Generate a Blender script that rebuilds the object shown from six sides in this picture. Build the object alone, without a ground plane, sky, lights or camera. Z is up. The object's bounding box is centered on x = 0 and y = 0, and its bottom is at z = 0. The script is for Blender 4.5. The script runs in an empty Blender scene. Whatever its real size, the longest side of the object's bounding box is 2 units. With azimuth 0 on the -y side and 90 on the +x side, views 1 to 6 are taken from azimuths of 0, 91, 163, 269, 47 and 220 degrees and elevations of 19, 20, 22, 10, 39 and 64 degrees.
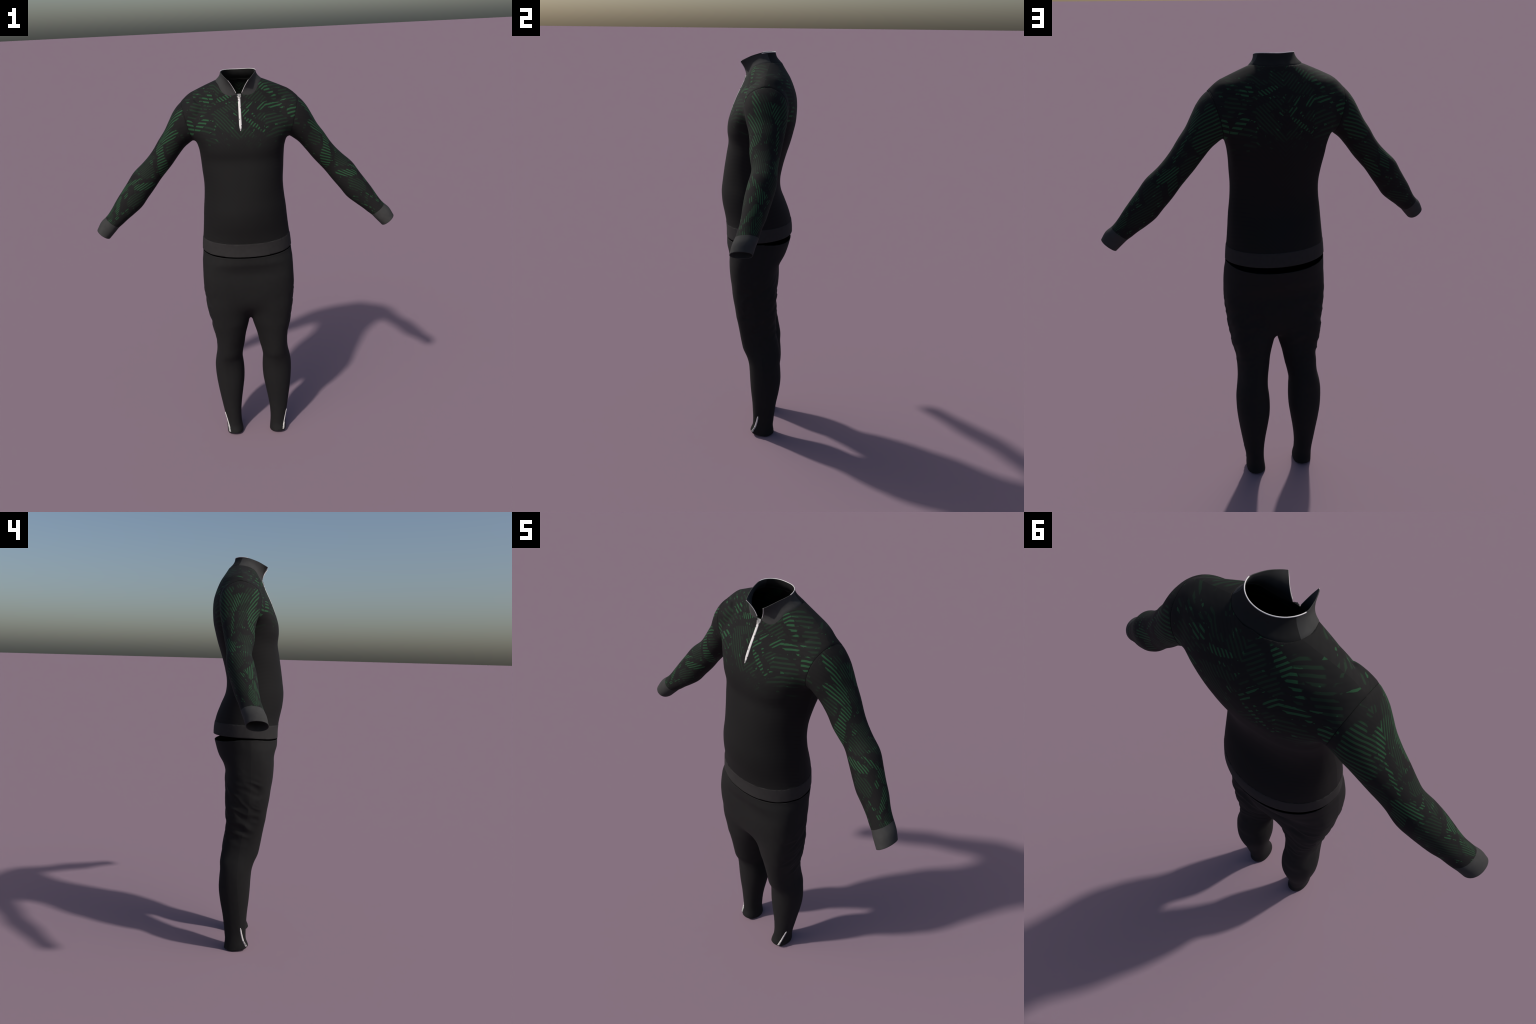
import bpy, bmesh, math
import numpy as np
from mathutils import Vector, noise

# ------------------------------------------------------------------ helpers
def link(ob, parent=None):
    bpy.context.scene.collection.objects.link(ob)
    if parent is not None:
        ob.parent = parent
    return ob

def smooth_table(rows, n):
    """Catmull-Rom style (monotone-ish) resampling of a control table along column 0."""
    a = np.array(rows, float)
    t = a[:, 0]
    T = np.linspace(t[0], t[-1], n)
    out = [T]
    for c in range(1, a.shape[1]):
        v = a[:, c]
        m = np.gradient(v, t)
        k = np.clip(np.searchsorted(t, T) - 1, 0, len(t) - 2)
        h = t[k + 1] - t[k]
        q = (T - t[k]) / h
        out.append((2*q**3-3*q**2+1)*v[k] + (q**3-2*q**2+q)*h*m[k]
                   + (-2*q**3+3*q**2)*v[k+1] + (q**3-q**2)*h*m[k+1])
    return np.stack(out, 1)

def loft_solid(rings):
    """rings: list of (N,3) arrays -> closed solid in a bmesh-ready (verts, faces)."""
    n = len(rings[0])
    verts = [tuple(p) for r in rings for p in r]
    faces = []
    for i in range(len(rings) - 1):
        for j in range(n):
            k = (j + 1) % n
            faces.append((i*n+j, i*n+k, (i+1)*n+k, (i+1)*n+j))
    faces.append(tuple(range(n))[::-1])
    b = (len(rings) - 1) * n
    faces.append(tuple(range(b, b + n)))
    return verts, faces

ANG = np.linspace(0, 2*np.pi, 72, endpoint=False)
def oval(a_pos, a_neg, b_pos, b_neg, e, e_neg=None):
    """super-ellipse with different half axes on each side."""
    c, s = np.cos(ANG), np.sin(ANG)
    e = np.where(s > 0, e, e if e_neg is None else e_neg)
    r = (np.abs(c)**e + np.abs(s)**e) ** (-1.0/e)
    c, s = c*r, s*r
    return np.where(c > 0, c*a_pos, c*a_neg), np.where(s > 0, s*b_pos, s*b_neg)

def fuse(solids, voxel, iters, blend=None, blend_iters=0):
    """union of closed solids -> one smooth skin (bmesh)"""
    V, F = [], []
    for v, f in solids:
        o = len(V)
        V += v
        F += [tuple(i + o for i in q) for q in f]
    me = bpy.data.meshes.new("skin")
    me.from_pydata(V, [], F)
    bm = bmesh.new(); bm.from_mesh(me)
    bmesh.ops.recalc_face_normals(bm, faces=bm.faces)
    bm.to_mesh(me); bm.free()
    ob = bpy.data.objects.new("skin", me)
    link(ob)
    md = ob.modifiers.new("r", 'REMESH'); md.mode = 'VOXEL'; md.voxel_size = voxel
    bpy.context.view_layer.update()
    dg = bpy.context.evaluated_depsgraph_get()
    me2 = bpy.data.meshes.new_from_object(ob.evaluated_get(dg))
    bpy.data.objects.remove(ob); bpy.data.meshes.remove(me)
    # Taubin smoothing
    nv = len(me2.vertices)
    co = np.empty(nv*3); me2.vertices.foreach_get("co", co); co = co.reshape(-1, 3)
    ed = np.empty(len(me2.edges)*2, np.int32); me2.edges.foreach_get("vertices", ed); ed = ed.reshape(-1, 2)
    deg = np.bincount(ed.ravel(), minlength=nv).astype(float)[:, None]
    for it in range(iters):
        for lam in (0.6, -0.55):
            acc = np.zeros_like(co)
            for c in range(3):
                acc[:, c] = (np.bincount(ed[:, 0], co[ed[:, 1], c], nv)
                             + np.bincount(ed[:, 1], co[ed[:, 0], c], nv))
            co = co + lam*(acc/deg - co)
    # extra softening where solids run into each other; blend(p) is a 0..1 mask
    if blend is not None:
        m = blend(co)[:, None]
        for it in range(blend_iters):
            acc = np.zeros_like(co)
            for c in range(3):
                acc[:, c] = (np.bincount(ed[:, 0], co[ed[:, 1], c], nv)
                             + np.bincount(ed[:, 1], co[ed[:, 0], c], nv))
            co = co + .7*m*(acc/deg - co)
    me2.vertices.foreach_set("co", co.ravel())
    bm = bmesh.new(); bm.from_mesh(me2)
    bpy.data.meshes.remove(me2)
    return bm

def coords(bm):
    return np.array([v.co[:] for v in bm.verts])

def cut(bm, field, eps=0.0005):
    """split the faces of bm along field(p)=0"""
    bm.verts.ensure_lookup_table(); bm.verts.index_update()
    f = field(coords(bm))
    f = np.where(np.abs(f) < eps, 0.0, f)
    val = {v: f[v.index] for v in bm.verts}
    on = {v for v in bm.verts if val[v] == 0.0}
    cross = [e for e in bm.edges if val[e.verts[0]]*val[e.verts[1]] < 0]
    touched = set()
    for e in cross:
        a, b = e.verts
        t = val[a]/(val[a]-val[b])
        fs = list(e.link_faces)
        ne, nv = bmesh.utils.edge_split(e, a, t)
        val[nv] = 0.0
        on.add(nv); touched.update(fs)
    for v in list(on):
        touched.update(v.link_faces)
    for fc in list(touched):
        vs = list(fc.verts)
        idx = [i for i, v in enumerate(vs) if val[v] == 0.0]
        if len(idx) < 2:
            continue
        n = len(vs)
        for a in range(len(idx)):
            for b in range(a+1, len(idx)):
                i, j = idx[a], idx[b]
                if (j - i) in (1, n-1):
                    continue
                s1 = [val[vs[k]] for k in range(i+1, j)]
                s2 = [val[vs[k % n]] for k in range(j+1, i+n)]
                if sum(s1)*sum(s2) < 0:
                    bmesh.utils.face_split(fc, vs[i], vs[j])
                    break
            else:
                continue
            break

def centers(bm):
    return np.array([f.calc_center_median()[:] for f in bm.faces])

def remove_where(bm, mask):
    bm.faces.ensure_lookup_table()
    fs = [bm.faces[i] for i in np.nonzero(mask)[0]]
    bmesh.ops.delete(bm, geom=fs, context='FACES')

def thicken(bm, t):
    """give the cloth a thickness inwards, with rims on its open edges"""
    bm.normal_update()
    faces = list(bm.faces)
    rim = [(e, e.link_loops[0]) for e in bm.edges if len(e.link_faces) == 1]
    rim = [(l.vert, l.link_loop_next.vert, l.face.material_index) for e, l in rim]
    twin = {v: bm.verts.new(v.co - v.normal*t) for v in list(bm.verts)}
    for f in faces:
        g = bm.faces.new([twin[v] for v in reversed(f.verts)])
        g.material_index = f.material_index
    for a, b, k in rim:
        g = bm.faces.new((b, a, twin[a], twin[b]))
        g.material_index = k
    bm.normal_update()

def split_parts(bm, names, parent, mats):
    """one object per material_index region"""
    obs = {}
    for idx, (name, mat) in enumerate(zip(names, mats)):
        b2 = bm.copy()
        bmesh.ops.delete(b2, geom=[f for f in b2.faces if f.material_index != idx], context='FACES')
        for f in b2.faces:
            f.material_index = 0; f.smooth = True
        me = bpy.data.meshes.new(name)
        b2.to_mesh(me); b2.free()
        me.materials.append(mat)
        ob = bpy.data.objects.new(name, me)
        link(ob, parent)
        obs[idx] = ob
    return obs

def boundary_between(bm, ia, ib):
    """ordered loops of points on the border between two regions"""
    es = [e for e in bm.edges if len(e.link_faces) == 2 and
          {e.link_faces[0].material_index, e.link_faces[1].material_index} == {ia, ib}]
    return es

def tube(name, pts, radius, parent, mat, cyclic=False, res=3):
    cu = bpy.data.curves.new(name, 'CURVE'); cu.dimensions = '3D'
    sp = cu.splines.new('POLY'); sp.points.add(len(pts)-1)
    for p, q in zip(sp.points, pts):
        p.co = (*q, 1)
    sp.use_cyclic_u = cyclic
    cu.bevel_depth = radius; cu.bevel_resolution = res; cu.use_fill_caps = True
    tmp = bpy.data.objects.new(name, cu); link(tmp)
    bpy.context.view_layer.update()
    me = bpy.data.meshes.new_from_object(tmp.evaluated_get(bpy.context.evaluated_depsgraph_get()))
    bpy.data.objects.remove(tmp); bpy.data.curves.remove(cu)
    me.name = name
    for p in me.polygons: p.use_smooth = True
    me.materials.clear(); me.materials.append(mat)
    return link(bpy.data.objects.new(name, me), parent)

def mesh_object(name, verts, faces, parent, mat, smooth=True):
    me = bpy.data.meshes.new(name)
    me.from_pydata([tuple(v) for v in verts], [], faces)
    bm = bmesh.new(); bm.from_mesh(me)
    bmesh.ops.recalc_face_normals(bm, faces=bm.faces)
    bm.to_mesh(me); bm.free()
    for p in me.polygons: p.use_smooth = smooth
    me.materials.append(mat)
    return link(bpy.data.objects.new(name, me), parent)

#MATERIALS-BEGIN
class Nodes:
    """tiny expression builder for shader nodes"""
    def __init__(self, mat):
        self.t = mat.node_tree
    def put(self, sock, v):
        if hasattr(v, "is_linked") or isinstance(v, bpy.types.NodeSocket):
            self.t.links.new(v, sock)
        else:
            sock.default_value = v
    def math(self, op, a, b=0.0, c=0.0, clamp=False):
        n = self.t.nodes.new("ShaderNodeMath"); n.operation = op; n.use_clamp = clamp
        for s_, v in zip(n.inputs, (a, b, c)): self.put(s_, v)
        return n.outputs[0]
    def add(self, a, b): return self.math('ADD', a, b)
    def sub(self, a, b): return self.math('SUBTRACT', a, b)
    def mul(self, a, b): return self.math('MULTIPLY', a, b)
    def mad(self, a, b, c): return self.math('MULTIPLY_ADD', a, b, c)
    def max(self, a, b): return self.math('MAXIMUM', a, b)
    def ramp(self, v, a, b, lo=0.0, hi=1.0):
        n = self.t.nodes.new("ShaderNodeMapRange"); n.interpolation_type = 'SMOOTHSTEP'
        for s_, q in zip(n.inputs, (v, a, b, lo, hi)): self.put(s_, q)
        return n.outputs[0]
    def xyz(self, v):
        n = self.t.nodes.new("ShaderNodeSeparateXYZ"); self.put(n.inputs[0], v); return n.outputs
    def vec(self, x, y, z=0.0):
        n = self.t.nodes.new("ShaderNodeCombineXYZ")
        for s_, q in zip(n.inputs, (x, y, z)): self.put(s_, q)
        return n.outputs[0]
    def noise(self, v, scale, detail=1.0):
        n = self.t.nodes.new("ShaderNodeTexNoise"); self.put(n.inputs["Vector"], v)
        n.inputs["Scale"].default_value = scale; n.inputs["Detail"].default_value = detail
        return n.outputs
    def vmath(self, op, a, b=None, scale=None):
        n = self.t.nodes.new("ShaderNodeVectorMath"); n.operation = op; self.put(n.inputs[0], a)
        if b is not None: self.put(n.inputs[1], b)
        if scale is not None: n.inputs["Scale"].default_value = scale
        return n.outputs["Value"] if op == 'LENGTH' else n.outputs[0]
    def patch(self, v, cx, cy, ang, ra, rb):
        """soft oval mask"""
        n = self.t.nodes.new("ShaderNodeMapping"); n.vector_type = 'TEXTURE'
        self.put(n.inputs[0], v)
        n.inputs["Location"].default_value = (cx, cy, 0)
        n.inputs["Rotation"].default_value = (0, 0, ang)
        n.inputs["Scale"].default_value = (ra, rb, 1)
        return self.vmath('LENGTH', n.outputs[0])

def cloth(name, col, rough=0.85, spec=0.2):
    m = bpy.data.materials.new(name); m.use_nodes = True
    b = m.node_tree.nodes["Principled BSDF"]
    b.inputs["Base Color"].default_value = (*col, 1)
    b.inputs["Roughness"].default_value = rough
    b.inputs["Specular IOR Level"].default_value = spec
    # faint knit mottling
    q = Nodes(m)
    tc = m.node_tree.nodes.new("ShaderNodeTexCoord")
    f = q.ramp(q.noise(tc.outputs["Object"], 60.0, 3.0)[0], .3, .7, .94, 1.06)
    mx = m.node_tree.nodes.new("ShaderNodeVectorMath"); mx.operation = 'SCALE'
    mx.inputs[0].default_value = col
    m.node_tree.links.new(f, mx.inputs["Scale"])
    m.node_tree.links.new(mx.outputs[0], b.inputs["Base Color"])
    return m

INK = (.0082, .0081, .0081)
GREEN = (.017, .066, .028)
# printed patches of stripes: centre across, centre up/along, tilt, two radii, strength
B, M, D, F = 1.0, .62, .27, .15
CHEST_PRINT = [
 (-0.114, 1.950, -0.79, 0.033, 0.014, D),
 (-0.105, 1.917, -1.49, 0.014, 0.007, D),
 (-0.065, 1.897, 0.41, 0.042, 0.011, B),
 (-0.138, 1.913, -1.25, 0.021, 0.009, B),
 (-0.159, 1.893, -1.01, 0.023, 0.012, B),
 (-0.180, 1.900, 0.45, 0.009, 0.006, B),
 (-0.197, 1.933, -0.40, 0.018, 0.006, D),
 (-0.246, 1.917, 0.31, 0.015, 0.010, D),
 (-0.207, 1.854, -1.30, 0.031, 0.028, D),
 (-0.171, 1.839, -0.39, 0.017, 0.009, D),
 (-0.140, 1.847, -1.39, 0.005, 0.005, B),
 (-0.065, 1.867, -1.38, 0.005, 0.005, B),
 (-0.025, 1.889, 1.57, 0.005, 0.004, D),
 (-0.249, 1.848, -1.40, 0.007, 0.005, B),
 (-0.071, 1.835, 0.35, 0.066, 0.016, D),
 (-0.079, 1.778, -0.90, 0.053, 0.032, D),
 (-0.021, 1.808, -0.87, 0.010, 0.006, B),
 (-0.183, 1.770, 0.73, 0.041, 0.016, B),
 (-0.242, 1.762, -1.45, 0.035, 0.019, B),
 (-0.129, 1.787, -1.03, 0.009, 0.006, B),
 (-0.152, 1.741, 0.23, 0.036, 0.014, D),
 (-0.128, 1.718, 0.05, 0.009, 0.005, D),
 (-0.026, 1.718, -0.67, 0.030, 0.016, D),
 (-0.137, 1.690, -0.10, 0.033, 0.011, D),
 (0.017, 1.724, 0.62, 0.026, 0.014, D),
 (0.071, 1.899, -0.19, 0.052, 0.021, D),
 (0.108, 1.955, -0.65, 0.064, 0.015, B),
 (0.000, 1.945, 0.00, 0.055, 0.030, D),
 (0.163, 1.903, 0.17, 0.012, 0.006, B),
 (0.152, 1.973, -0.35, 0.045, 0.019, D),
 (0.227, 1.907, -0.63, 0.048, 0.023, D),
 (0.208, 1.886, 0.52, 0.014, 0.007, B),
 (0.044, 1.854, 0.87, 0.022, 0.008, B),
 (0.072, 1.867, 0.55, 0.008, 0.006, B),
 (0.029, 1.812, 0.95, 0.023, 0.006, B),
 (0.106, 1.850, 0.61, 0.030, 0.014, B),
 (0.163, 1.855, 0.21, 0.034, 0.013, B),
 (0.198, 1.846, 0.18, 0.008, 0.005, B),
 (0.251, 1.824, 0.95, 0.028, 0.026, B),
 (0.153, 1.786, -0.11, 0.070, 0.026, D),
 (0.058, 1.761, -0.63, 0.046, 0.009, B),
 (0.102, 1.725, 0.20, 0.012, 0.005, B),
 (0.120, 1.744, 0.14, 0.009, 0.005, B),
 (0.059, 1.807, 0.97, 0.006, 0.006, B),
 (0.068, 1.793, -1.52, 0.005, 0.005, B),
 (0.195, 1.729, 0.40, 0.077, 0.022, D),
 (0.049, 1.713, -0.71, 0.020, 0.011, D),
 (0.192, 1.822, 1.13, 0.005, 0.005, D),
]
SLEEVE_PRINT = [
 (-0.050, 0.057, 1.50, 0.104, 0.013, B),
 (-0.065, 0.102, 1.44, 0.019, 0.004, B),
 (-0.061, 0.184, -0.88, 0.028, 0.013, B),
 (-0.017, 0.085, 1.43, 0.105, 0.019, D),
 (0.017, 0.066, 1.28, 0.047, 0.011, B),
 (0.051, 0.042, 1.24, 0.037, 0.024, M),
 (0.041, 0.094, -1.46, 0.010, 0.005, M),
 (0.035, 0.179, 1.46, 0.059, 0.006, B),
 (-0.025, 0.263, -0.18, 0.037, 0.023, D),
 (0.051, 0.292, -1.20, 0.050, 0.017, B),
 (0.011, 0.312, 0.28, 0.013, 0.006, B),
 (-0.019, 0.331, 1.03, 0.046, 0.018, D),
 (0.033, 0.412, 0.83, 0.034, 0.015, D),
 (-0.011, 0.450, -0.66, 0.023, 0.019, B),
 (0.022, 0.464, -1.17, 0.012, 0.005, B),
 (0.053, 0.504, -1.23, 0.060, 0.028, F),
 (-0.032, 0.511, -1.36, 0.027, 0.012, B),
 (0.000, 0.524, 1.23, 0.010, 0.006, B),
 (-0.009, 0.575, -1.41, 0.038, 0.027, M),
 (-0.075, 0.102, 1.31, 0.051, 0.014, B),
 (-0.079, 0.182, -0.87, 0.034, 0.012, B),
 (-0.133, 0.242, -0.79, 0.060, 0.024, B),
 (-0.110, 0.133, -1.56, 0.035, 0.025, D),
 (-0.079, 0.306, 0.26, 0.040, 0.034, D),
 (-0.053, 0.382, 0.95, 0.043, 0.008, B),
 (-0.016, 0.450, 1.32, 0.034, 0.014, B),
 (-0.120, 0.372, 0.65, 0.057, 0.018, B),
 (-0.058, 0.463, 1.54, 0.015, 0.009, B),
 (-0.050, 0.530, -0.85, 0.048, 0.012, B),
 (-0.099, 0.579, 0.57, 0.013, 0.008, B),
 (-0.110, 0.544, 0.13, 0.011, 0.007, B),
 (-0.126, 0.454, 0.83, 0.046, 0.035, D),
 (-0.046, 0.592, 0.18, 0.026, 0.013, D),
 (0.096, 0.084, -1.47, 0.060, 0.028, M),
 (0.117, 0.206, -1.19, 0.059, 0.019, D),
 (0.141, 0.291, -1.52, 0.056, 0.022, M),
 (0.081, 0.309, 1.26, 0.043, 0.015, M),
 (0.122, 0.515, -1.17, 0.060, 0.021, D),
 (0.007, 0.047, 0.58, 0.042, 0.028, M),
 (0.067, 0.020, 0.93, 0.056, 0.022, M),
 (0.087, 0.097, -1.44, 0.050, 0.036, M),
 (0.063, 0.299, 0.33, 0.045, 0.020, M),
 (0.090, 0.203, -1.45, 0.041, 0.019, D),
 (0.045, 0.388, 0.60, 0.045, 0.026, D),
 (0.051, 0.484, -1.28, 0.060, 0.022, D),
 (-0.008, 0.544, 1.26, 0.037, 0.022, D),
]

def printed(name, kind):
    m = cloth(name, INK)
    t = m.node_tree
    q = Nodes(m)
    tc = t.nodes.new("ShaderNodeTexCoord")
    x, y, z = q.xyz(tc.outputs["Object"])
    if kind in ("front", "back"):
        side = 1.0 if kind == "front" else -1.0
        u = q.mul(x, side)
        # cloth runs back over the shoulder: lengthen z there
        reach = q.max(q.add(y, .10), 0.0) if kind == "front" else q.max(q.sub(.165, y), 0.0)
        v = q.mad(reach, .4, z if kind == "front" else q.add(z, .026))
        au = q.math('ABSOLUTE', u)
        inner = q.math('MINIMUM', au, .12)
        outer = q.max(q.sub(au, .12), 0.0)
        field = q.sub(q.sub(v, q.mul(inner, 1.1)), q.mul(outer, .31))
        period, prints = .0193, CHEST_PRINT
        fade = q.ramp(v, 1.63, 1.75)
    else:
        ax = q.math('ABSOLUTE', x)
        s_ = q.add(q.mul(q.sub(ax, ARM_O[0]), ARM_D[0]), q.mul(q.sub(z, ARM_O[2]), ARM_D[2]))
        h_ = q.add(q.mul(q.sub(ax, ARM_O[0]), ARM_N[0]), q.mul(q.sub(z, ARM_O[2]), ARM_N[2]))
        yc = q.mad(q.max(q.sub(s_, .27), 0.0), -.205, .042)
        w_ = q.mul(q.math('ARCTAN2', q.sub(y, yc), q.add(h_, .012)), .062)
        # the left sleeve is twisted a little
        left = q.math('GREATER_THAN', x, 0.0)
        tw = q.mul(left, q.mad(q.max(q.sub(s_, .235), 0.0), .1, .022))
        u, v = q.sub(w_, tw), s_
        mid = q.mad(q.max(q.sub(s_, .45), 0.0), -.12, .002)
        aw = q.math('ABSOLUTE', q.sub(u, mid))
        field = q.add(v, q.mul(aw, q.mad(aw, -6.5, 3.6)))
        period, prints = .030, SLEEVE_PRINT
        fade = 1.0
    P = q.vec(u, v)
    wob = q.vmath('SUBTRACT', q.noise(P, 55.0, 2.0)[1], (.5, .5, .5))
    P = q.vmath('ADD', P, q.vmath('SCALE', wob, scale=.016))
    field = q.add(field, q.mul(q.sub(q.noise(P, 22.0, 1.0)[0], .5), period*.35))
    stripe = q.math('SINE', q.mul(field, 2*math.pi/period))
    line = q.ramp(stripe, -.05, .45)
    tot = None
    for cx, cy, an, ra, rb, st in prints:
        k = q.ramp(q.patch(P, cx, cy, an, ra*1.1, rb*1.1), .90, 1.06, st, 0.0)
        tot = k if tot is None else q.max(tot, k)
    # loose dashes that fill the rest of the print
    filler = q.ramp(q.noise(q.vmath('ADD', P, (3.1, 1.7, 0)), 24.0, 2.0)[0], .58, .62, 0.0, D)
    sparks = q.ramp(q.noise(q.vmath('ADD', P, (7.7, 4.2, 0)), 34.0, 2.0)[0], .635, .66, 0.0, .85)
    tot = q.max(tot, q.max(filler, sparks))
    amt = q.mul(q.mul(line, tot), fade)
    ghost = q.mad(q.ramp(stripe, -.3, .6), -.10, 1.03)
    base = t.nodes.new("ShaderNodeVectorMath"); base.operation = 'SCALE'
    base.inputs[0].default_value = INK
    t.links.new(ghost, base.inputs["Scale"])
    mix = t.nodes.new("ShaderNodeMix"); mix.data_type = 'RGBA'
    t.links.new(amt, mix.inputs["Factor"])
    t.links.new(base.outputs[0], mix.inputs["A"])
    mix.inputs["B"].default_value = (*GREEN, 1)
    t.links.new(mix.outputs["Result"], t.nodes["Principled BSDF"].inputs["Base Color"])
    return m

ARM_O = np.array([.27, 0, 1.77]); ARM_D = np.array([.65, 0, -.76]); ARM_N = np.array([.76, 0, .65])
M_FRONT = printed("printed_front", "front")
M_BACK = printed("printed_back", "back")
M_SLEEVE = printed("printed_sleeve", "sleeve")
M_RIB = cloth("grey_rib", (.0372, .0374, .0370))
M_HEM = cloth("hem_rib", (.0247, .0237, .0237))
M_COLLAR_BACK = cloth("collar_dark", (.012, .012, .012))
M_TROUSER = cloth("trouser_black", (.0108, .0107, .0107))
M_SEAM = cloth("seam_black", (.003, .003, .003))
M_WHITE = cloth("white_trim", (.62, .60, .59), .5)
M_MARK = cloth("zip_grey", (.16, .16, .16), .4)
M_SLIDER = cloth("zip_metal", (.40, .39, .38), .35, .5)
#MATERIALS-END

# ================================================================ PULLOVER
pullover = bpy.data.objects.new("pullover", None); link(pullover)
pullover["label"] = "black quarter-zip pullover with green striped dazzle print"
pullover["category"] = "sweater"

# height, half width, front y, back y, middle y of the sides, roundness of front and back
TORSO = [
 (1.060, .228, -.158, .172, .000, 2.1, 2.0),
 (1.115, .225, -.158, .172, .000, 2.1, 2.0),
 (1.170, .221, -.159, .170, .000, 2.1, 2.0),
 (1.220, .215, -.167, .160, .000, 2.0, 2.1),
 (1.280, .209, -.179, .138, .000, 2.0, 2.2),
 (1.340, .204, -.183, .114, .000, 2.0, 2.3),
 (1.400, .197, -.176, .109, .000, 2.0, 2.3),
 (1.460, .194, -.167, .119, .005, 2.1, 2.3),
 (1.530, .199, -.155, .138, .025, 2.3, 2.3),
 (1.590, .204, -.145, .157, .050, 2.55, 2.4),
 (1.640, .211, -.149, .170, .058, 2.75, 2.5),
 (1.680, .228, -.146, .179, .056, 2.6, 2.5),
 (1.720, .270, -.135, .183, .048, 2.2, 2.3),
 (1.760, .306, -.120, .184, .042, 1.9, 2.1),
 (1.800, .310, -.103, .180, .040, 1.60, 2.0),
 (1.840, .298, -.083, .168, .040, 1.45, 2.0),
 (1.865, .283, -.071, .158, .040, 1.42, 2.0),
 (1.888, .260, -.061, .147, .040, 1.48, 2.0),
 (1.912, .208, -.050, .132, .040, 1.65, 2.0),
 (1.936, .152, -.038, .117, .040, 1.9, 2.0),
 (1.957, .100, -.022, .103, .040, 2.0, 2.0),
 (1.975, .050,  .000, .075, .040, 2.0, 2.0),
]
rings = []
for z, w, yf, yb, ym, ef, eb in smooth_table(TORSO, 110):
    x, y = oval(w, w, yb-ym, ym-yf, eb, ef)
    rings.append(np.stack([x, y+ym, np.full_like(x, z)], 1))
solids = [loft_solid(rings)]

# sleeve: distances along the arm, then reach of outer, inner, front and back side
SLEEVE = [
 (-0.110, 0.044, -0.090, -0.040, 0.118),
 (-0.051, 0.072, -0.100, -0.056, 0.137),
 (0.000, 0.071, -0.097, -0.057, 0.142),
 (0.050, 0.062, -0.087, -0.047, 0.138),
 (0.100, 0.052, -0.075, -0.034, 0.130),
 (0.155, 0.048, -0.074, -0.026, 0.121),
 (0.218, 0.041, -0.076, -0.024, 0.110),
 (0.260, 0.041, -0.075, -0.018, 0.103),
 (0.296, 0.044, -0.074, -0.013, 0.099),
 (0.367, 0.053, -0.077, -0.026, 0.097),
 (0.425, 0.048, -0.078, -0.038, 0.083),
 (0.470, 0.045, -0.080, -0.044, 0.070),
 (0.525, 0.041, -0.070, -0.049, 0.055),
 (0.570, 0.035, -0.059, -0.057, 0.039),
 (0.602, 0.033, -0.053, -0.066, 0.031),
 (0.618, 0.034, -0.049, -0.070, 0.027),
 (0.647, 0.039, -0.047, -0.080, 0.018),
 (0.690, 0.032, -0.044, -0.089, 0.006),
 (0.720, 0.027, -0.042, -0.097, -0.004),
]
SL = smooth_table(SLEEVE, 120)
for sx in (1, -1):
    rings = []
    for s, ho, hi, yf, yb in SL:
        hc, yc = (ho+hi)/2, (yf+yb)/2
        u, v = oval((ho-hi)/2, (ho-hi)/2, (yb-yf)/2, (yb-yf)/2, 2.15)
        p = ARM_O + s*ARM_D + (hc+u)[:, None]*ARM_N + np.stack([0*v, yc+v, 0*v], 1)
        p = p*np.array([sx, 1, 1])
        rings.append(p)
    solids.append(loft_solid(rings))
def shoulder_mask(p):
    ax = np.abs(p[:, 0])
    seam = .238 + np.maximum(p[:, 2]-1.69, -.02)*.24
    return np.clip(1.5-np.abs(ax-seam)/.04, 0, 1)*np.clip((p[:, 2]-1.66)/.03, 0, 1)
bm = fuse(solids, 0.0055, 5, shoulder_mask, 45)

def arm_s(p):
    return (np.abs(p[:, 0])-ARM_O[0])*ARM_D[0] + (p[:, 2]-ARM_O[2])*ARM_D[2]

# collar base (on the shoulders) and collar top rim, right half from the front to the back
BASE = np.array([(.011, -.0585, 1.897), (.030, -.058, 1.897), (.055, -.054, 1.900), (.082, -.040, 1.911), (.102, -.008, 1.932),
                 (.111, .028, 1.949), (.105, .057, 1.957), (.083, .084, 1.959), (.050, .100, 1.959), (.0, .105, 1.958)])
RIM = np.array([(.047, -.084, 1.957), (.052, -.078, 1.960), (.060, -.064, 1.967), (.071, -.040, 1.978), (.080, -.012, 1.987),
                (.084, .010, 1.993), (.079, .032, 1.997), (.062, .056, 1.999), (.036, .072, 1.999), (.0, .078, 1.998)])
NC = np.array([0, .028])
def full(c):
    return np.concatenate([c, (c*np.array([-1, 1, 1]))[-2::-1]])
B2 = full(BASE)
bt = np.arctan2(B2[:, 1]-NC[1], B2[:, 0]-NC[0]); br = np.hypot(B2[:, 0]-NC[0], B2[:, 1]-NC[1])
so = np.argsort(bt); bt, br = bt[so], br[so]
def f_neck(p):
    th = np.arctan2(p[:, 1]-NC[1], p[:, 0])
    r = np.hypot(p[:, 0], p[:, 1]-NC[1])
    f = r - (np.interp(th, bt, br, period=2*np.pi) - .001)
    return np.where(p[:, 2] > 1.84, f, 1.0)

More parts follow.
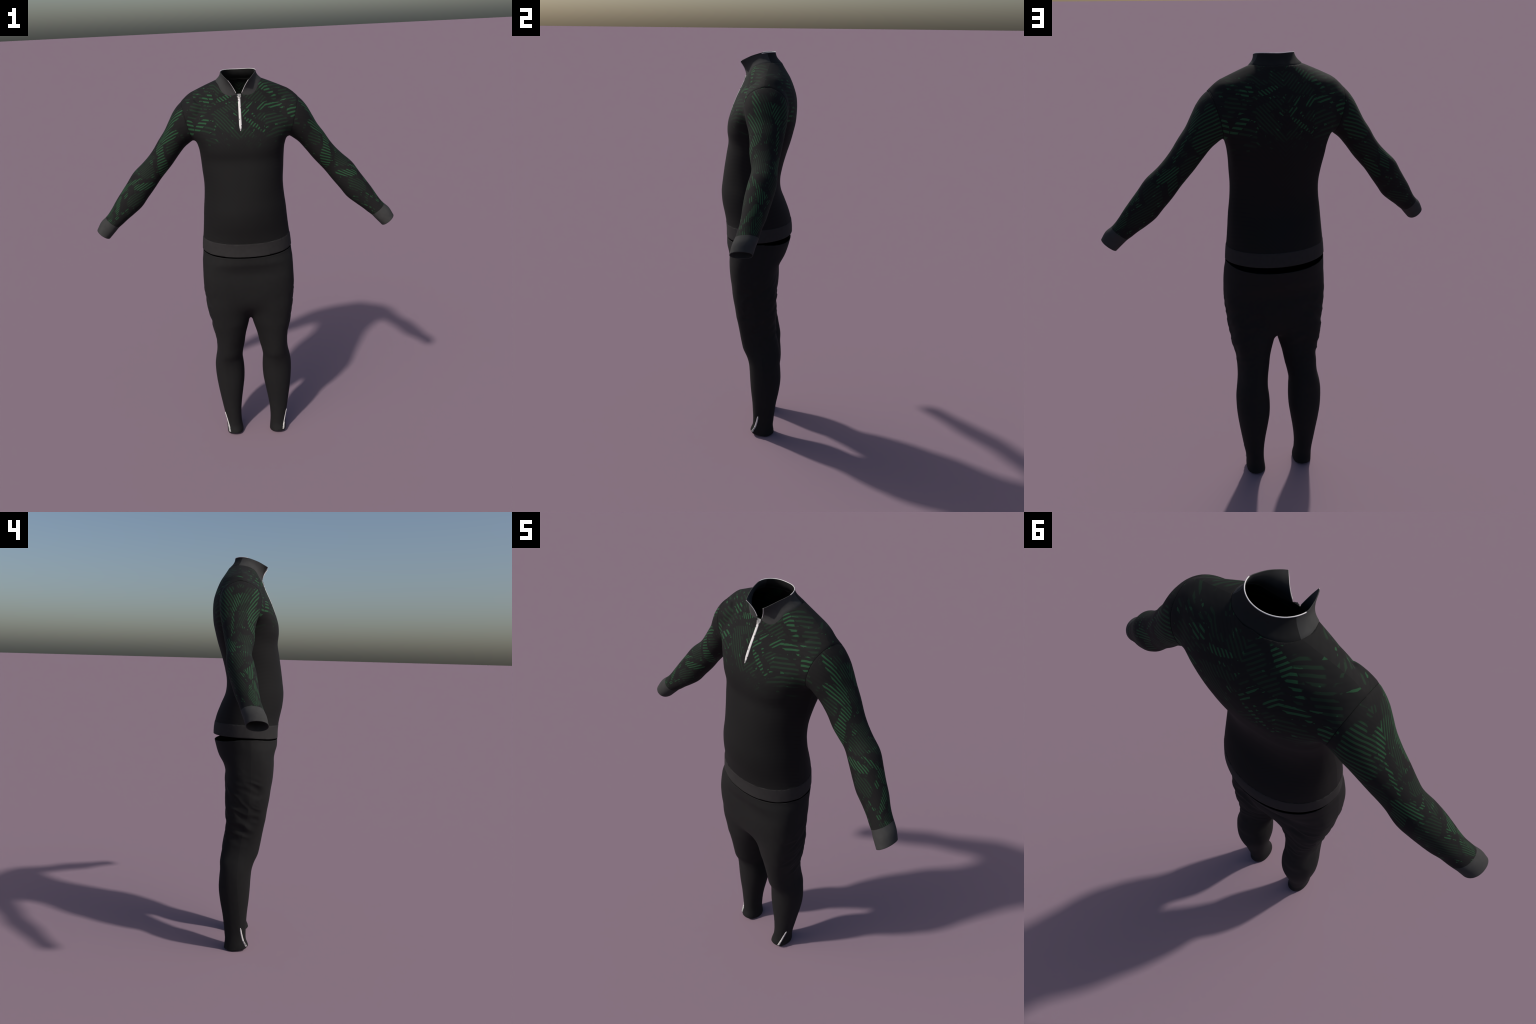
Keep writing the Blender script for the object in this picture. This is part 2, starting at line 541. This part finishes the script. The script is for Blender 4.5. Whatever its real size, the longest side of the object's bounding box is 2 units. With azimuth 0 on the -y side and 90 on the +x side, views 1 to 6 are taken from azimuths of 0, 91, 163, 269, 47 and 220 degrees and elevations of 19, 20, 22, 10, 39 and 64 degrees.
def f_hem_low(p):  return p[:, 2] - np.interp(p[:, 1], [-.16, -.05, .08, .17], [1.1165, 1.129, 1.133, 1.132])
def f_hem_top(p):  return p[:, 2] - np.interp(p[:, 1], [-.16, -.05, .08, .17], [1.1845, 1.193, 1.195, 1.194])
def f_cuff_end(p): return np.where(np.abs(p[:, 0]) > .4, .690 - arm_s(p), 1.0)
def f_cuff(p):     return np.where(np.abs(p[:, 0]) > .4, .617 - arm_s(p), 1.0)
def f_arm(p):      return np.abs(p[:, 0]) - (.238 + np.maximum(p[:, 2]-1.69, -.02)*.24)
def f_side(p):
    # side seam low down, shoulder seam high up
    low = np.interp(p[:, 2], [1.1, 1.3, 1.5, 1.66], [-.014, -.014, .010, .036])
    top = np.interp(np.abs(p[:, 0]), [.105, .27], [.056, .034])
    return p[:, 1] - np.where(p[:, 2] > 1.70, top, low)

for f in (f_hem_low, f_cuff_end, f_neck, f_arm, f_cuff, f_hem_top, f_side):
    cut(bm, f)
c = centers(bm)
remove_where(bm, (f_hem_low(c) < 0) | (f_cuff_end(c) < 0) | (f_neck(c) < 0))
c = centers(bm)
arm, cuf, hem, side = f_arm(c) > 0, f_cuff(c) < 0, f_hem_top(c) < 0, f_side(c) > 0
arm &= c[:, 2] > 1.2
arm |= cuf
hem &= ~arm
right = c[:, 0] > 0
part = np.where(cuf, np.where(right, 4, 5), np.where(arm, np.where(right, 2, 3), np.where(hem, 6, np.where(side, 1, 0))))
bm.faces.ensure_lookup_table()
for f, k in zip(bm.faces, part):
    f.material_index = int(k)
# slight ridge where the front and back panels are sewn together, slight step at the hem and cuffs
bm.normal_update()
P = coords(bm); Nn = np.array([v.normal[:] for v in bm.verts])
ridge = .0022*np.clip(1-np.abs(f_side(P))/.03, 0, 1)*(f_arm(P) < 0)
groove = -.0012*np.clip(1-np.abs(f_arm(P))/.006, 0, 1)*(P[:, 2] > 1.64)
step = .0015*(f_hem_top(P) < 0)*(np.abs(P[:, 0]) < .26)
P = P + (ridge+groove+step)[:, None]*Nn
for v, q in zip(bm.verts, P):
    v.co = q
seam_edges = {s: boundary_between(bm, *s) for s in ((0, 2), (1, 2), (0, 3), (1, 3))}
def order_edges(es):
    adj = {}
    for e in es:
        a, b = e.verts
        adj.setdefault(a, []).append(b); adj.setdefault(b, []).append(a)
    ends = [v for v in adj if len(adj[v]) == 1]
    start = ends[0] if ends else next(iter(adj))
    path, prev, cur = [start], None, start
    while True:
        nx = [v for v in adj[cur] if v is not prev and (v not in path[1:])]
        nx = [v for v in nx if v is not start or len(path) > 2]
        if not nx or nx[0] is start:
            break
        prev, cur = cur, nx[0]; path.append(cur)
    return np.array([v.co[:] for v in path])
armhole = {}
for sx, k in ((1, 2), (-1, 3)):
    armhole[sx] = order_edges(seam_edges[(0, k)] + seam_edges[(1, k)])
edge_v = {v for e in bm.edges if len(e.link_faces) == 1 for v in e.verts if v.co.z > 1.85}
ev = np.array([v.co[:] for v in edge_v])
et = np.arctan2(ev[:, 1]-NC[1], ev[:, 0]); o_ = np.argsort(et); et, ez = et[o_], ev[o_, 2]
thicken(bm, .0022)
P_parts = split_parts(bm, ["front_panel", "back_panel", "sleeve", "sleeve", "cuff", "cuff", "hem_band"], pullover,
                      [M_FRONT, M_BACK, M_SLEEVE, M_SLEEVE, M_RIB, M_RIB, M_HEM])
bm.free()
for sx in (1, -1):
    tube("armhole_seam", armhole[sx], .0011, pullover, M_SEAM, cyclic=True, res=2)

# ---------------------------------------------------------------- collar
def curve_through(pts, n):
    t = np.concatenate([[0], np.cumsum(np.linalg.norm(np.diff(pts, axis=0), axis=1))])
    return smooth_table(np.column_stack([t/t[-1], pts]), n)[:, 1:]
NB, NH = 121, 12
cb, ct = curve_through(B2, NB), curve_through(full(RIM), NB)
cb[:, 2] = np.interp(np.arctan2(cb[:, 1]-NC[1], cb[:, 0]), et, ez, period=2*np.pi)
cen = np.array([0, .02, 0])
grid = np.zeros((NH+1, NB, 3))
for i in range(NH+1):
    t = i/NH
    q = cb*(1-t)+ct*t
    out = q-cen; out[:, 2] = 0
    out /= np.linalg.norm(out, axis=1)[:, None]
    bow = -.006*math.sin(math.pi*t)             # collar hugs the neck half way up
    grid[i] = q + out*bow + np.array([0, 0, -.004])*(i == 0)
ysplit_t = np.array([np.interp(i/NH, [0, 1], [.056, .036]) for i in range(NH+1)])
def collar_piece(name, sel, mat):
    """sel: list of column indices"""
    bmc = bmesh.new()
    vs = [[bmc.verts.new(grid[i, j]) for j in sel] for i in range(NH+1)]
    for i in range(NH):
        for j in range(len(sel)-1):
            bmc.faces.new((vs[i][j], vs[i][j+1], vs[i+1][j+1], vs[i+1][j]))
    bmesh.ops.recalc_face_normals(bmc, faces=bmc.faces)
    bmc.normal_update()
    f = bmc.faces[:][len(bmc.faces)//2]
    cc = f.calc_center_median()
    if f.normal.dot(Vector((cc.x, cc.y-.02, 0))) < 0:
        bmesh.ops.reverse_faces(bmc, faces=bmc.faces)
    bmc.normal_update()
    bmesh.ops.solidify(bmc, geom=list(bmc.faces), thickness=.0022)
    bmesh.ops.recalc_face_normals(bmc, faces=bmc.faces)
    me = bpy.data.meshes.new(name); bmc.to_mesh(me); bmc.free()
    for p in me.polygons: p.use_smooth = True
    me.materials.append(mat)
    me.set_sharp_from_angle(angle=math.radians(50))
    return link(bpy.data.objects.new(name, me), pullover)
ysj = grid[NH//2, :, 1]
mid = NB//2
j1 = next(j for j in range(NB) if ysj[j] > .046)
j2 = NB-1-j1
collar_piece("collar_front", list(range(0, j1+1)), M_RIB)
collar_piece("collar_front", list(range(j2, NB)), M_RIB)
collar_piece("collar_back", list(range(j1, j2+1)), M_COLLAR_BACK)
# white piping: around the back rim and down both front edges
jr1 = next(j for j in range(NB) if ct[j, 1] > .012); jr2 = NB-1-jr1
tube("collar_piping", ct[jr1:jr2+1]+np.array([0, 0, .0003]), .0014, pullover, M_WHITE)
tube("collar_piping", grid[1:, 0], .0012, pullover, M_WHITE)
tube("collar_piping", grid[1:, -1], .0012, pullover, M_WHITE)

# ---------------------------------------------------------------- zips
from mathutils.bvhtree import BVHTree
def bvh_of(obs):
    V, F = [], []
    for ob in obs:
        o = len(V)
        V += [v.co.copy() for v in ob.data.vertices]
        F += [tuple(i+o for i in p.vertices) for p in ob.data.polygons]
    return BVHTree.FromPolygons(V, F)

def strip_on(name, tree, path, widths, lift, thick, outward, parent, mat, n=40):
    """a cloth strip laid along path on a surface; widths along t; outward: rough outside direction"""
    path = np.array(path, float)
    t = np.concatenate([[0], np.cumsum(np.linalg.norm(np.diff(path, axis=0), axis=1))]); t /= t[-1]
    T = np.linspace(0, 1, n)
    pts = [Vector([np.interp(q, t, path[:, k]) for k in range(3)]) for q in T]
    wid = np.interp(T, [w[0] for w in widths], [w[1] for w in widths])
    outward = Vector(outward).normalized()
    rows = []
    for i, p in enumerate(pts):
        tan = (pts[min(i+1, n-1)]-pts[max(i-1, 0)]).normalized()
        hit, nor, _, _ = tree.ray_cast(p+outward*.08, -outward)
        if hit is None:
            hit, nor, _, _ = tree.find_nearest(p)
        if nor.dot(outward) < 0: nor = -nor
        lat = nor.cross(tan).normalized()
        row = []
        for w in (-1, -.4, .4, 1):
            q = hit + lat*wid[i]*w*.5
            h2, n2, _, _ = tree.ray_cast(q+nor*.02, -nor)
            base = h2 if h2 is not None and (h2-q).length < .012 else q
            edge = .35 if abs(w) == 1 else 1.0
            row.append((base - nor*.001, base + nor*(lift+thick*edge)))
        rows.append(row)
    verts, faces = [], []
    for row in rows:
        for lo, hi in row: verts += [lo, hi]
    m = 8
    def vid(i, j, k): return i*m + j*2 + k
    for i in range(n-1):
        for j in range(3):
            for k in (0, 1):
                faces.append((vid(i, j, k), vid(i, j+1, k), vid(i+1, j+1, k), vid(i+1, j, k)))
        for j in (0, 3):
            faces.append((vid(i, j, 0), vid(i, j, 1), vid(i+1, j, 1), vid(i+1, j, 0)))
    for i in (0, n-1):
        for j in range(3):
            faces.append((vid(i, j, 0), vid(i, j+1, 0), vid(i, j+1, 1), vid(i, j, 1)))
    return mesh_object(name, verts, faces, parent, mat)

shirt_tree = bvh_of([P_parts[0]])
zip_ob = bpy.data.objects.new("zipper", None); link(zip_ob, pullover)
def chest(z): return (0, -.1, z)
strip_on("zip_tape", shirt_tree, [chest(1.896), chest(1.80), chest(1.731)], [(0, .011), (.85, .012), (.9, .010), (1, .002)],
         .0004, .0010, (0, -1, 0), zip_ob, M_WHITE, 60)
strip_on("zip_slider", shirt_tree, [chest(1.900), chest(1.874)], [(0, .019), (1, .013)], .001, .002, (0, -1, 0), zip_ob, M_SLIDER, 12)
strip_on("pull_tab", shirt_tree, [chest(1.896), chest(1.879)], [(0, .004), (1, .003)], .0028, .0014, (0, -1, 0), zip_ob, M_MARK, 8)
for z, x in ((1.866, -.004), (1.835, .004), (1.785, -.003), (1.757, .004), (1.742, 0)):  # added grey plates copying ragged texture remnants on the tape; no openings here
    strip_on("zip_texture_mark", shirt_tree, [(x, -.1, z), (x, -.1, z-.005)], [(0, .0045), (1, .0035)], .0006, .0012, (0, -1, 0), zip_ob, M_MARK, 4)

# ================================================================ TROUSERS
trousers = bpy.data.objects.new("trousers", None); link(trousers)
trousers["label"] = "slim black trousers with zipped ankles and thigh folds"
trousers["category"] = "trousers"
# height, half width, front y, back y, side middle y, roundness
HIPS = [
 ( .742, .160,  .005, .055,  .030, 2.2, 2.2),
 ( .772, .190, -.035, .075,  .015, 2.2, 2.2),
 ( .800, .220, -.095, .098, -.002, 2.5, 2.3),
 ( .835, .226, -.127, .106, -.006, 2.9, 2.4),
 ( .870, .230, -.134, .109, -.010, 3.1, 2.6),
 ( .910, .232, -.139, .110, -.012, 3.2, 2.8),
 ( .950, .233, -.142, .108, -.014, 3.2, 2.9),
 ( .985, .232, -.143, .119, -.016, 3.2, 2.7),
 (1.025, .231, -.143, .144, -.016, 3.0, 2.3),
 (1.048, .230, -.148, .153, -.015, 2.7, 2.15),
 (1.072, .229, -.156, .160, -.012, 2.4, 2.1),
 (1.110, .225, -.158, .169, -.004, 2.1, 2.05),
 (1.150, .224, -.160, .173, -.002, 2.1, 2.05),
]
rings = []
for z, w, yf, yb, ym, ef, eb in smooth_table(HIPS, 60):
    x, y = oval(w, w, yb-ym, ym-yf, eb, ef)
    rings.append(np.stack([x, y+ym, np.full_like(x, z)], 1))
solids = [loft_solid(rings)]
# height, outer x, inner x, front y, back y, boxiness
LEG = [
 (-.030, .165, .074, -.036, .096, 2.15),
 ( .005, .166, .076, -.034, .096, 2.15),
 ( .025, .167, .078, -.031, .094, 2.15),
 ( .050, .167, .081, -.021, .091, 2.15),
 ( .090, .170, .083, -.018, .094, 2.15),
 ( .140, .178, .081, -.019, .099, 2.15),
 ( .200, .187, .074, -.022, .107, 2.15),
 ( .270, .197, .063, -.029, .120, 2.15),
 ( .340, .205, .053, -.034, .128, 2.15),
 ( .400, .208, .051, -.037, .126, 2.15),
 ( .440, .207, .053, -.041, .123, 2.15),
 ( .480, .201, .056, -.052, .124, 2.15),
 ( .520, .193, .051, -.070, .119, 2.15),
 ( .570, .190, .040, -.081, .110, 2.2),
 ( .630, .194, .030, -.091, .101, 2.3),
 ( .690, .205, .014, -.102, .099, 2.4),
 ( .730, .213, .004, -.111, .103, 2.6),
 ( .770, .219, -.003, -.117, .104, 2.7),
 ( .850, .226, -.008, -.128, .104, 2.7),
 ( .900, .200, -.005, -.115, .095, 2.5),
]
for sx in (1, -1):
    rings = []
    for z, xo, xi, yf, yb, e in smooth_table(LEG, 110):
        # thighs are fullest towards the outside
        k = min(1, max(0, (z-.45)/.12)); off = (.5+.08*k)*(xo-xi)
        u, v = oval((xo-xi)-off, off, (yb-yf)/2, (yb-yf)/2, e)
        ui, vi = oval((xo-xi)-off, off, (yb-yf)/2, (yb-yf)/2, e-.65*k)
        u, v = np.where(u < 0, ui, u), np.where(u < 0, vi, v)
        rings.append(np.stack([sx*(xi+off+u), (yf+yb)/2+v, np.full_like(u, z)], 1))
    solids.append(loft_solid(rings))
def hip_mask(p):
    return np.clip(1.8-np.abs(p[:, 2]-.80)/.055, 0, 1)
bm = fuse(solids, 0.0055, 5, hip_mask, 130)
def f_rim(p):   return np.interp(p[:, 1], [-.16, -.05, .03, .11, .165], [1.1095, 1.122, 1.121, 1.107, 1.100]) - p[:, 2]
def f_ankle(p):
    return p[:, 2] - np.interp(p[:, 1], [-.036, -.01, .06, .1], [.020, .010, .000, .008])
def f_tside(p):
    xc = np.interp(p[:, 2], [0, .4, .70, .80], [.122, .13, .11, .0])
    outer = np.interp(p[:, 2], [.03, .135, .24, .40, .52, .63, .74, .90, 1.12], [-.020, .008, .022, .035, .028, .012, -.013, -.026, -.022])
    inner = np.interp(p[:, 2], [0, .4, .70], [.035, .040, .020])
    k = np.clip((np.abs(p[:, 0])-xc)/.03+.5, 0, 1)
    return p[:, 1] - (outer*k + inner*(1-k))
for f in (f_rim, f_ankle, f_tside):
    cut(bm, f)
c = centers(bm)
remove_where(bm, (f_rim(c) < 0) | (f_ankle(c) < 0))
c = centers(bm)
bm.faces.ensure_lookup_table()
for f, k in zip(bm.faces, f_tside(c) > 0):
    f.material_index = int(k)
bm.normal_update()
P = coords(bm); Nn = np.array([v.normal[:] for v in bm.verts])
ridge = .0018*np.clip(1-np.abs(f_tside(P))/.03, 0, 1)*(np.abs(P[:, 0]) > .15)
# slack folds behind and beside the thighs
def folds(p, n):
    out = np.zeros(len(p))
    for i, (x, y, z) in enumerate(p):
        m = max(0, 1-abs(z-.77)/.25)
        if m <= 0: continue
        m = min(1, m*1.4); m = m*m*(3-2*m)
        b = min(1, max(0, (y+.05)/.06))*min(1, max(0, (abs(x)-.03)/.06))
        b = max(b, min(1, max(0, (abs(x)-.185)/.02))*min(1, max(0, (y+.10)/.04)))
        if b <= 0: continue
        sag = z + .45*abs(abs(x)-.12) - .45*y
        w = noise.noise((x*7, y*9, sag*15+3.1)) + .5*noise.noise((x*14+5, y*15, sag*30))
        out[i] = .0042*m*b*(.5-abs(w)*2.6)
    return out
P = P + (ridge + folds(P, Nn))[:, None]*Nn
for v, q in zip(bm.verts, P):
    v.co = q
thicken(bm, .0022)
split_parts(bm, ["front_panel", "back_panel"], trousers, [M_TROUSER, M_TROUSER])
bm.free()

leg_tree = bvh_of([o for o in trousers.children])
for sx in (1, -1):
    z_ob = bpy.data.objects.new("ankle_zipper", None); link(z_ob, trousers)
    path = [(sx*.177, .008, .134), (sx*.172, .000, .100), (sx*.167, -.012, .06), (sx*.158, -.025, .024)]
    outw = (sx*.8, -.6, .1)
    strip_on("zip_tape", leg_tree, path, [(0, .003), (.12, .008), (.6, .009), (1, .008)], .0008, .0022, outw, z_ob, M_WHITE, 30)
    strip_on("zip_slider", leg_tree, path[2:], [(0, .006), (.5, .007), (.7, .011), (1, .010)], .003, .003, outw, z_ob, M_SLIDER, 14)
    a = np.array(path[2]); b = np.array(path[3])
    strip_on("pull_tab", leg_tree, [a*.45+b*.55, a*.3+b*.7], [(0, .004), (1, .004)], .0062, .0016, outw, z_ob, M_MARK, 5)
